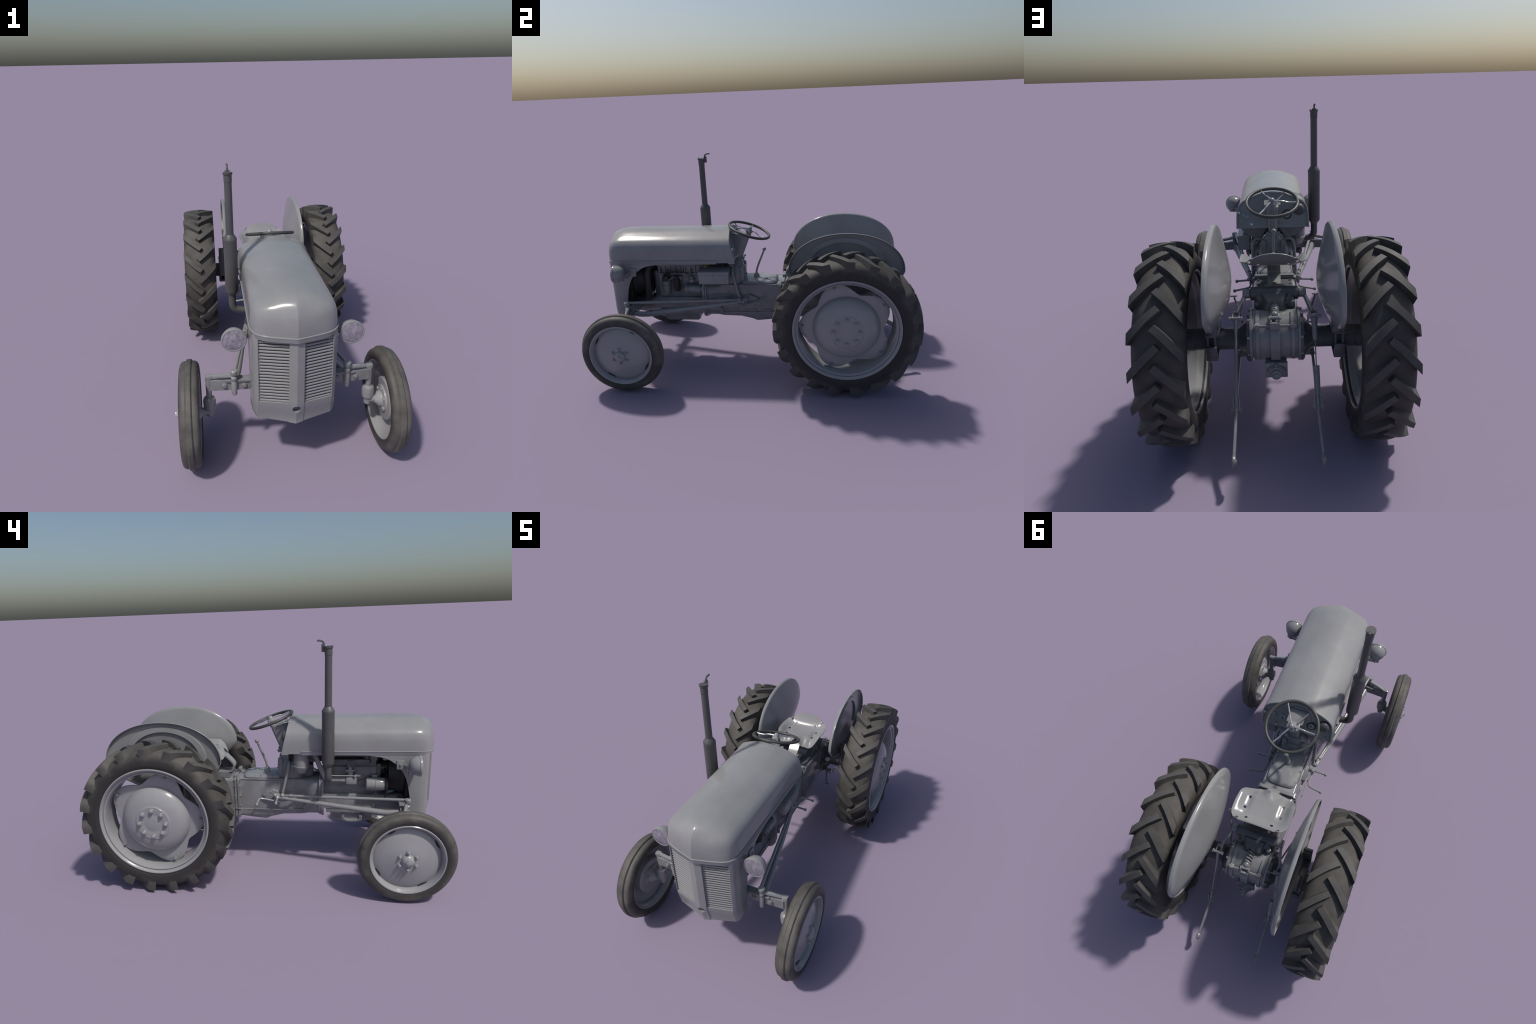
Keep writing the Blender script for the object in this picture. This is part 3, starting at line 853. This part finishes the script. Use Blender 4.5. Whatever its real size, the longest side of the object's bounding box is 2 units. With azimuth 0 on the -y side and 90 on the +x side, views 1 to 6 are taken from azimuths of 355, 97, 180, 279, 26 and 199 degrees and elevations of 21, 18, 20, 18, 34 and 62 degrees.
# tool box
mb = MB()
mb.box((.160, -.231, .614), (.062, .186, .078), .003)
toolbox = make('tool_box', mb, GREY)
mb = MB()
mb.loft([[(.126, -.328, .652), (.126, -.134, .652), (.126, -.134, .664), (.126, -.328, .664)], [(.194, -.328, .640), (.194, -.134, .640), (.194, -.134, .654), (.194, -.328, .654)]])
mb.box((.1915, -.231, .607), (.003, .150, .052), .001)
mb.box((.194, -.237, .632), (.006, .008, .022), .002)
make('tool_box_lid', mb, GREY, toolbox)
# -x side equipment
mb = MB()
mb.spin((-0.112, -.560, .517), (0, -1, 0), [(0, .030), (.004, .036), (.010, .037), (.050, .037), (.052, .039), (.056, .039), (.058, .037), (.10, .037), (.106, .034), (.108, .015), (.125, .014)], 28)
mb.box((-0.094, -.61, .555), (.012, .03, .02), .003)
make('dynamo', mb, GREY, engine)
mb = MB(); mb.cyl((-0.112, -.672, .517), (-0.112, -.684, .517), .034, n=24, bev=.003)
make('dynamo_pulley', mb, BLACK, engine)
mb = MB()
mb.box((-0.102, -.475, .648), (.05, .21, .034), .012)
mb.tube([(-.09, -.575, .64), (-0.102, -.565, .66), (-0.104, -.56, .69), (-0.102, -.38, .69), (-0.102, -.372, .655)], .017, 12, .03)
mb.box((-0.106, -.475, .640), (.05, .045, .04), .006)
make('manifold', mb, DARKCAST, engine)
mb = MB()
mb.cyl((-0.112, -.472, .63), (-0.112, -.472, .585), .012, n=14)
mb.box((-0.112, -.472, .597), (.03, .050, .010), .003)
mb.box((-0.114, -.480, .540), (.045, .060, .042), .008)
mb.cyl((-0.114, -.475, .56), (-0.114, -.475, .59), .016, n=14)
mb.cyl((-0.134, -.505, .570), (-0.094, -.505, .570), .010, n=12)
mb.cyl((-0.114, -.455, .540), (-0.114, -.42, .540), .015, n=16, bev=.003)
mb.tube([(-0.134, -.53, .570), (-0.134, -.36, .571), (-0.129, -.33, .571)], .004, 8)
mb.bolt((-0.136, -.50, .570), (-1, 0, 0), .008, .008)
make('carburettor', mb, GREY, engine)
mb = MB()
mb.tube([(-0.114, -.43, .540), (-0.114, -.345, .542), (-0.116, -.325, .565), (-0.112, -.275, .69), (-0.104, -.26, .70)], .014, 12, .03)
make('air_pipe', mb, GREY, engine)
mb = MB(); mb.tube([(-0.114, -.515, .535), (-0.119, -.545, .545), (-0.099, -.58, .555), (-.09, -.60, .55)], .003, 8, .02)
make('fuel_hose', mb, HOSE, engine)
mb = MB()
mb.spin((-.132, -.199, .585), (0, 0, 1), [(0, .015), (.004, .026), (.018, .033), (.022, .038), (.034, .042), (.040, .046), (.046, .046), (.048, .043), (.13, .043)], 28)
mb.box((-.132, -.155, .628), (.02, .02, .012), .003)
make('air_cleaner', mb, GREY)
mb = MB()    # battery tray and pipes behind the engine, under the tank
mb.box((0, -.24, .66), (.11, .12, .07), .01)
mb.box((0, -.215, .56), (.10, .10, .10), .01)
mb.tube([(-.06, -.31, .60), (-.09, -.29, .66), (-.08, -.26, .69)], .004, 8, .02)
mb.tube([(-.08, -.31, .58), (-.10, -.27, .60), (-.09, -.22, .66)], .004, 8, .02)
make('bulkhead', mb, DARKCAST)

# --------------------------------------------------- front axle, linkage
mb = MB()
ax_pts = [(.06, -.760, .400), (.20, -.757, .400), (.300, -.753, .399), (.372, -.748, .398)]
rings = []
for s in (1, -1):
    rings = []
    for x, y, z in ax_pts:
        rings.append([(s*x, y-.012, z-.026), (s*x, y+.012, z-.026), (s*x, y+.012, z+.026), (s*x, y-.012, z+.026)])
    mb.loft(rings)
    rings = [[(s*x, y-.020, z+h0), (s*x, y+.020, z+h0), (s*x, y+.020, z+h0+.008), (s*x, y-.020, z+h0+.008)] for x, y, z in ax_pts[:3] for h0 in (.022,)]
    mb.loft(rings)
    for x in (.215, .305):
        y = interp(x, [(a, b) for a, b, c in ax_pts]) - .014
        mb.spin((s*x, y+.004, .399), (0, -1, 0), [(0, .013), (.006, .013), (.007, .010), (.012, .009), (.013, .004)], 14)
        mb.bolt((s*x, y+.026, .399), (0, 1, 0), .010, .010)
mb.box((0, -.762, .400), (.13, .034, .062), .005)
front_axle = make('front_axle', mb, CAST)
for s in (1, -1):
    mb = MB()
    K = Vector((s*.261, -.766, 0))
    mb.spin(K + Vector((0, -.006, .352)), (0, 0, 1), [(0, .009), (.004, .013), (.07, .0135), (.074, .011), (.082, .015), (.094, .015), (.10, .010), (.112, .016), (.122, .018), (.130, .0175), (.133, .014)], 18)
    make('axle_clamp_pin', mb, GREY, front_axle)
    mb = MB()
    SP = Vector((s*.378, -.742, 0))
    mb.tube([K + Vector((0, 0, .452)), Vector((s*.372, -.741, .436))], [.011, .010], 12)
    mb.bar(K + Vector((s*.01, 0, .452)), Vector((s*.372, -.741, .436)), .016, .018, .004)
    mb.box(SP + Vector((-s*.003, 0, .437)), (.030, .026, .020), .004)
    mb.cyl(SP + Vector((0, 0, .300)), SP + Vector((0, 0, .437)), .0135, n=16)
    make('steering_arm', mb, GREY, front_axle)
    mb = MB()
    mb.spin(SP + Vector((0, 0, .222)), (0, 0, 1), [(0, .012), (.006, .018), (.036, .020), (.044, .028), (.085, .030), (.098, .026), (.106, .015)], 18)
    mb.cyl(SP + Vector((0, -.004, .252)), Vector((s*.425, -.749, .252)), .016, .020, n=16)
    make('steering_knuckle', mb, GREY, front_axle)
    mb = MB()   # track rod from knuckle arm back to the steering box
    A = Vector((s*.254, -.762, .476)); B = Vector((s*.130, -.088, .446))
    dv = (B - A).normalized()
    mb.tube([A, B - dv*.05, B - dv*.045, B], [.0085, .0080, .0060, .0060], 12, .003)
    mb.cyl(B - dv*.055, B - dv*.045, .0105, n=12)
    mb.sphere(B, .013, 12)
    make('drag_link', mb, GREY)
    mb = MB()   # radius rod
    A = Vector((s*.256, -.745, .408)); A2 = Vector((s*.243, -.675, .393)); B = Vector((s*.128, -.060, .434))
    mb.tube([A, A2, A2.lerp(B, .5), B], [.010, .0175, .0135, .0085], 12, .05)
    mb.spin(B - Vector((s*.02, 0, 0)), (s, 0, 0), [(0, .018), (.016, .018), (.02, .012), (.035, .011), (.04, .006)], 14)
    make('radius_rod', mb, GREY)
    mb = MB()   # drop arm
    mb.tube([(s*.06, -.130, .640), (s*.098, -.130, .640), (s*.110, -.126, .610), (s*.117, -.090, .460)], [.010, .010, .0095, .0080], 12, .025)
    mb.sphere((s*.118, -.088, .447), .012, 12)
    make('drop_arm', mb, GREY)
    mb = MB()   # brake/clutch levers and foot pegs
    mb.tube([(s*.108, -.200, .436), (s*.122, -.12, .414), (s*.128, -.055, .408), (s*.13, .030, .426), (s*.140, .046, .428), (s*.205, .052, .418)], .0055, 10, .02)
    mb.sphere((s*.208, .052, .417), .009, 12)
    mb.tube([(s*.105, -.058, .432), (s*.200, -.058, .426)], .0055, 10)
    mb.sphere((s*.203, -.058, .425), .0095, 12)
    mb.tube([(s*.128, -.05, .445), (s*.130, -.045, .410)], .006, 10)
    mb.sphere((s*.128, -.046, .446), .013, 12)
    make('foot_peg', mb, GREY)
    mb = MB()   # brake rods running back
    mb.tube([(s*.112, -.20, .352), (s*.112, .17, .352), (s*.118, .44, .385)], .0025, 8)
    make('brake_rod', mb, GREY)

# pedal pad hanging from the rear axle
mb = MB()
for s in (1, -1):
    mb.tube([(s*.14, .50, .46), (s*.165, .42, .50), (s*.182, .375, .525)], .004, 8)
    mb.spin((s*.185, .37, .528), (0, -.3, 1), [(0, .016), (.004, .016)], 16)
    mb.tube([(s*.125, .54, .36), (s*.15, .47, .30), (s*.160, .45, .275)], .006, 8)
    mb.box((s*.162, .448, .272), (.030, .016, .008), .002)
make('rear_pedal', mb, CAST)

# --------------------------------------------------------------- fenders
FC = (.57, .68)
def fender_outline(a):
    """outline of the wheel guard in the y-z plane; a from 0 at the rear, over the top"""
    c, s_ = cos(a), sin(a)
    if s_ >= 0:
        e = 2/2.08; return (FC[0] + .335*math.copysign(abs(c)**e, c), FC[1] + .226*s_**e)
    e = 2/1.55
    return (FC[0] + .335*math.copysign(abs(c)**e, c), FC[1] - .176*abs(s_)**e)
for s in (1, -1):
    NF = 80
    def inner_x(rho, z):
        """inner face bulges towards the driver, most in the lower half"""
        b = (1 - rho*rho)*lerp(.55, 1.05, smooth((.86 - z)/.22))
        return .231 - .055*b
    def fr(scale, x=None, d=0.):
        out = []
        for k in range(NF):
            oy, oz = fender_outline(2*pi*k/NF)
            y = FC[0] + (oy-FC[0])*scale; z = FC[1] + (oz-FC[1])*scale
            out.append((s*((inner_x(min(scale, 1), z) if x is None else x) + d), y, z))
        return out
    mb = MB(); rings = [fr(sc) for sc in (.015, .15, .3, .45, .6, .72, .83, .92, .97)]
    rings += [fr(.990, .2335), fr(1.0, .2375), fr(1.003, .2475), fr(.996, .249), fr(.990, .247), fr(.988, .238), fr(.975, .2335)]
    rings += [fr(sc, lerp(.222, .2315, sc)) for sc in (.95, .9, .83, .72, .6, .45, .3, .15, .015)]
    mb.loft(rings)
    fender = make('fender', mb, GREY, angle=50)
    mb = MB()   # pressed arch rib on the tyre side
    rings = []
    for t in frange(-.42, pi + .42, 44):
        def at(ry, rz, d):
            c, q = cos(t), sin(t)
            y = .56 + ry*c; z = .695 + rz*q*(1 if q > 0 else .9)
            rho = sqrt(((y - FC[0])/.335)**2 + ((z - FC[1])/.226)**2)
            return (s*(lerp(.222, .2315, min(rho, 1)) + d), y, z)
        rings.append([at(.242, .186, -.003), at(.237, .182, .006), at(.203, .156, .010), at(.197, .151, -.003)])
    mb.loft(rings)
    make('fender_rib', mb, GREY, fender, angle=35)
    mb = MB()   # bracket down to the axle
    mb.box((s*.250, .600, .488), (.044, .085, .035), .010)
    mb.box((s*.262, .459, .515), (.046, .014, .20), .004)
    mb.box((s*.262, .470, .555), (.040, .012, .08), .004)
    mb.box((s*.263, .545, .474), (.046, .19, .014), .004)
    for y in (.492, .628):
        mb.cyl((s*.248, y, .365), (s*.248, y, .482), .0065, n=10); mb.cyl((s*.278, y, .365), (s*.278, y, .482), .0065, n=10)
        mb.bolt((s*.248, y, .480), (0, 0, 1), .010, .008); mb.bolt((s*.278, y, .480), (0, 0, 1), .010, .008)
    mb.box((s*.263, .560, .367), (.050, .16, .016), .006)
    mb.box((s*.263, .634, .40), (.044, .020, .05), .005)
    make('fender_bracket', mb, DARKCAST, fender)

# ------------------------------------------------------------ rear wheels
RW = Vector((.4068, .565, .4200)); RR = .4200; NL = 19
def unit_nut(r=.010, h=.010):
    mb = MB()
    mb.spin((-.003, 0, 0), (1, 0, 0), [(0, r*1.35), (.0035, r*1.35), (.004, r), (.004+h, r), (.004+h+.001, r*.85), (.005+h, r*.55), (.010+h, r*.5), (.011+h, r*.3)], 6)
    return mb
for s in (1, -1):
    # pressed dish with five lobes
    def lobed(a, lo, hi):
        ph = radians(34) if s > 0 else radians(34)
        t = .5 + .5*cos(5*(a - ph))
        return lo + (hi - lo)*t**.75
    mb = MB(); rings = []; n = 100
    X = [(.002, .0985), (.040, .0985), (.047, .0965), (.052, .0975), (.091, .0975), (.0935, .0945), (.102, .0935), (.125, .0885), (.148, .0795), (.166, .068), (.178, .056), (.185, .044), (.188, .036)]
    for r, x in X:
        rings.append([(s*x, r*cos(2*pi*k/n), r*sin(2*pi*k/n)) for k in range(n)])
    for t, x in [(.06, .0355), (.5, .035), (.94, .034), (1, .031), (.97, .027), (.5, .028)]:
        rings.append([(s*x, cos(a)*lerp(.191, lobed(a, .206, .264), t), sin(a)*lerp(.191, lobed(a, .206, .264), t)) for a in [2*pi*k/n for k in range(n)]])
    for r, x in reversed(X):
        rings.append([(s*(x - .008), r*.985*cos(2*pi*k/n), r*.985*sin(2*pi*k/n)) for k in range(n)])
    mb.loft(rings)
    wheel = make('rear_wheel', mb, WHEELGREY, angle=45)
    wheel.location = (s*(RW.x + (.008 if s > 0 else .001)), RW.y, RW.z)
    mb = MB()   # rim
    prof = [(.297, .086), (.3005, .090), (.2995, .095), (.295, .0965), (.2905, .094), (.288, .090), (.284, .086), (.2845, .080), (.279, .080), (.2785, .084), (.272, .080), (.268, .070), (.266, .044), (.264, -.044), (.277, -.056), (.281, -.066), (.289, -.072), (.290, -.080), (.2905, -.088), (.295, -.091), (.2995, -.090), (.3005, -.086), (.297, -.083), (.294, -.070), (.286, -.060), (.270, -.046), (.270, .046), (.286, .060), (.294, .070)]
    m = 72; vs = []; fs = []
    for i in range(m):
        a = 2*pi*i/m
        for r, x in prof: vs.append((s*x, r*cos(a), r*sin(a)))
    q = len(prof)
    for i in range(m):
        for j in range(q): fs.append((i*q+j, ((i+1) % m)*q+j, ((i+1) % m)*q+(j+1) % q, i*q+(j+1) % q))
    mb.add(vs, fs)
    make('rim', mb, WHEELGREY, wheel)
    mb = MB()   # tyre carcass
    prof = [(.288, .080), (.298, .089), (.315, .0965), (.335, .0975), (.352, .095), (.368, .0875), (.380, .075), (.388, .058), (.393, .035), (.395, .012)]
    prof = [(r, x) for r, x in prof] + [(r, -x) for r, x in prof[::-1]]
    inn = [(.290, -.06), (.33, -.06), (.33, .06), (.290, .06)]
    allp = [(p.x, p.y) for p in spline([Vector(p) for p in prof], 3)] + inn
    m = 96; vs = []; fs = []; q = len(allp)
    for i in range(m):
        a = 2*pi*i/m
        for r, x in allp: vs.append((s*x, r*cos(a), r*sin(a)))
    for i in range(m):
        for j in range(q): fs.append((i*q+j, ((i+1) % m)*q+j, ((i+1) % m)*q+(j+1) % q, i*q+(j+1) % q))
    mb.add(vs, fs)
    make('tyre', mb, RUBBER, wheel, angle=60)
    # tread lugs: bars running from the middle back to the shoulder
    def carcass(x): return interp(abs(x), [(0, .395), (.035, .393), (.058, .388), (.075, .380), (.086, .368), (.0925, .352), (.0995, .335)])
    def lug_mesh(side):
        """side +1 outer half, -1 inner half of the tread; outer end centred on angle 0"""
        mb = MB(); rings = []
        nseg = 9; ARC = .104; HWD = .0128          # arc ahead of the outer end, half width of the bar
        C0 = Vector((-.009, ARC)); C1 = Vector((.0970, 0)); d = (C1 - C0).normalized(); p = Vector((-d.y, d.x))
        for i in range(nseg + 1):
            t = i/nseg; sec = []
            for sgn, level in ((1, 0), (1, 1), (-1, 1), (-1, 0)):
                h = HWD*(1.0 if level else 1.22)*sgn*(1 + .10*t)
                S = C0 + p*h - (d*.003 if not level else d*0)
                L_ = (C1.x - S.x)/d.x
                q = S + d*L_*t
                arc = q.y + .006*sin(pi*t)
                x = q.x
                top = .4195 - .0120*max(0, x/.0970)**2.2
                rr = top if level else min(carcass(x) - .003, top - .012)
                if i == nseg and not level: rr = .350; x = .0940
                sec.append((x*side*s, rr*cos(arc/.41), rr*sin(arc/.41)))
            rings.append(sec)
        mb.loft(rings)
        return mb
    for side in (1, -1):
        mb = lug_mesh(side)
        base = make('tread_lug', mb, LUGRUB, wheel, angle=40)
        off = radians(87) if side > 0 else radians(87 + 180/NL)
        base.matrix_basis = Matrix.Rotation(off, 4, 'X')
        for k in range(1, NL):
            place(base, wheel, Matrix.Rotation(off + 2*pi*k/NL, 4, 'X'))
    # nuts
    base = None
    for k in range(8):
        a = 2*pi*k/8
        M = Matrix.Translation((s*.097, .072*cos(a), .072*sin(a))) @ (Matrix() if s > 0 else Matrix.Rotation(pi, 4, 'Z'))
        if base is None:
            base = make('wheel_nut', unit_nut(.0118, .012), WHEELGREY, wheel); base.matrix_basis = M
        else: place(base, wheel, M)
    # rim clamps on the lobes
    base = None
    for k in range(5):
        a = radians(34 + 72*k)
        M = Matrix.Rotation(a, 4, 'X') @ Matrix.Translation((s*.037, .250, 0)) @ (Matrix() if s > 0 else Matrix.Rotation(pi, 4, 'Y'))
        if base is None:
            mb = MB()
            mb.box((-.006, .012, 0), (.010, .034, .020), .003); mb.spin((-.004, -.004, 0), (1, 0, 0), [(0, .009), (.008, .009), (.009, .005), (.018, .005)], 6)
            mb.box((.002, .018, 0), (.008, .006, .026), .002)
            base = make('rim_clamp', mb, CAST, wheel); base.matrix_basis = M
        else: place(base, wheel, M)
    mb = MB()
    mb.spin((-s*.075, 0, 0), (s, 0, 0), [(0, .046), (.060, .047), (.075, .060), (.090, .090), (.098, .118), (.102, .124), (.120, .126), (.15, .10)], 40)
    make('axle_hub', mb, DARKCAST, wheel)

# ----------------------------------------------------------- front wheels
FW = Vector((.465, -.749, .2485))
for s in (1, -1):
    mb = MB()
    n = 48; rings = []
    X = [(.002, .046), (.030, .046), (.055, .0445), (.075, .040), (.10, .033), (.125, .028), (.147, .021), (.160, .016), (.1685, .011), (.1685, .004)]
    X2 = [(.158, .008), (.125, .020), (.10, .026), (.06, .037), (.002, .038)]
    def slot(k): return 1.0
    for r, x in X + X2: rings.append([(s*x, r*cos(2*pi*k/n), r*sin(2*pi*k/n)) for k in range(n)])
    mb.loft(rings)
    wheel = make('front_wheel', mb, WHEELGREY, angle=40)
    wheel.location = (s*FW.x, FW.y, FW.z)
    mb = MB()
    prof = [(.184, .034), (.1885, .037), (.190, .0415), (.187, .0445), (.182, .043), (.178, .036), (.173, .030), (.170, .020), (.1670, .008), (.1650, -.012), (.168, -.020), (.176, -.026), (.180, -.032), (.183, -.038), (.187, -.0395), (.190, -.0365), (.1885, -.033), (.184, -.030), (.176, -.018), (.172, -.012), (.172, .008), (.178, .024)]
    m = 60; vs = []; fs = []; q = len(prof)
    for i in range(m):
        a = 2*pi*i/m
        for r, x in prof: vs.append((s*x, r*cos(a), r*sin(a)))
    for i in range(m):
        for j in range(q): fs.append((i*q+j, ((i+1) % m)*q+j, ((i+1) % m)*q+(j+1) % q, i*q+(j+1) % q))
    mb.add(vs, fs); make('rim', mb, WHEELGREY, wheel)
    mb = MB()
    prof = [(.182, .034), (.190, .041), (.203, .0445), (.216, .0450), (.227, .042), (.2345, .0365), (.2385, .0300), (.2405, .0200), (.2405, .0150), (.2455, .0125), (.2485, .0090), (.2490, 0)]
    prof = prof + [(r, -x) for r, x in prof[-2::-1]] + [(.18, -.02), (.18, .02)]
    m = 72; vs = []; fs = []; q = len(prof)
    for i in range(m):
        a = 2*pi*i/m
        for r, x in prof: vs.append((s*x, r*cos(a), r*sin(a)))
    for i in range(m):
        for j in range(q): fs.append((i*q+j, ((i+1) % m)*q+j, ((i+1) % m)*q+(j+1) % q, i*q+(j+1) % q))
    mb.add(vs, fs); make('tyre', mb, FRONTRUB, wheel, angle=32)
    mb = MB()
    mb.spin((s*.038, 0, 0), (s, 0, 0), [(0, .034), (.008, .034), (.015, .032), (.022, .027), (.027, .018), (.028, .016)], 24)
    mb.box((s*.066, 0, 0), (.016, .020, .020), .002, Matrix.Rotation(radians(45), 3, 'X'))
    make('hub_cap', mb, WHEELGREY, wheel)
    mb = MB()
    mb.spin((s*.034, 0, 0), (-s, 0, 0), [(0, .095), (.014, .104), (.044, .102), (.048, .098), (.049, .066), (.056, .064), (.060, .040), (.074, .034), (.084, .022), (.092, .018)], 32)
    for k in range(6):
        a = 2*pi*k/6 + pi/6
        mb.bolt((-s*.020, .052*cos(a), .052*sin(a)), (-s, 0, 0), .009, .009)
    make('hub', mb, WHEELGREY, wheel)
    base = None
    for k in range(6):
        a = 2*pi*k/6 + pi/2
        M = Matrix.Translation((s*.0455, .047*cos(a), .047*sin(a))) @ (Matrix() if s > 0 else Matrix.Rotation(pi, 4, 'Z'))
        if base is None:
            base = make('wheel_nut', unit_nut(.0088, .008), WHEELGREY, wheel); base.matrix_basis = M
        else: place(base, wheel, M)
    mb = MB()   # slots at the edge of the disc
    for k in range(4):
        a0 = radians(60 + 90*k)
        ring_o = []
        arc = frange(-.16, .16, 12)
        o = [(.1665, t) for t in arc] + [(.1665 - .007*cos(t/.16*pi/2), t) for t in arc[::-1][1:-1]]
        mb.loft([[(s*(.014 + d + (.1665-r)*.5), r*cos(a0+t), r*sin(a0+t)) for r, t in o] for d in (-.006, .003)])
    make('disc_slot', mb, BLACK, wheel)
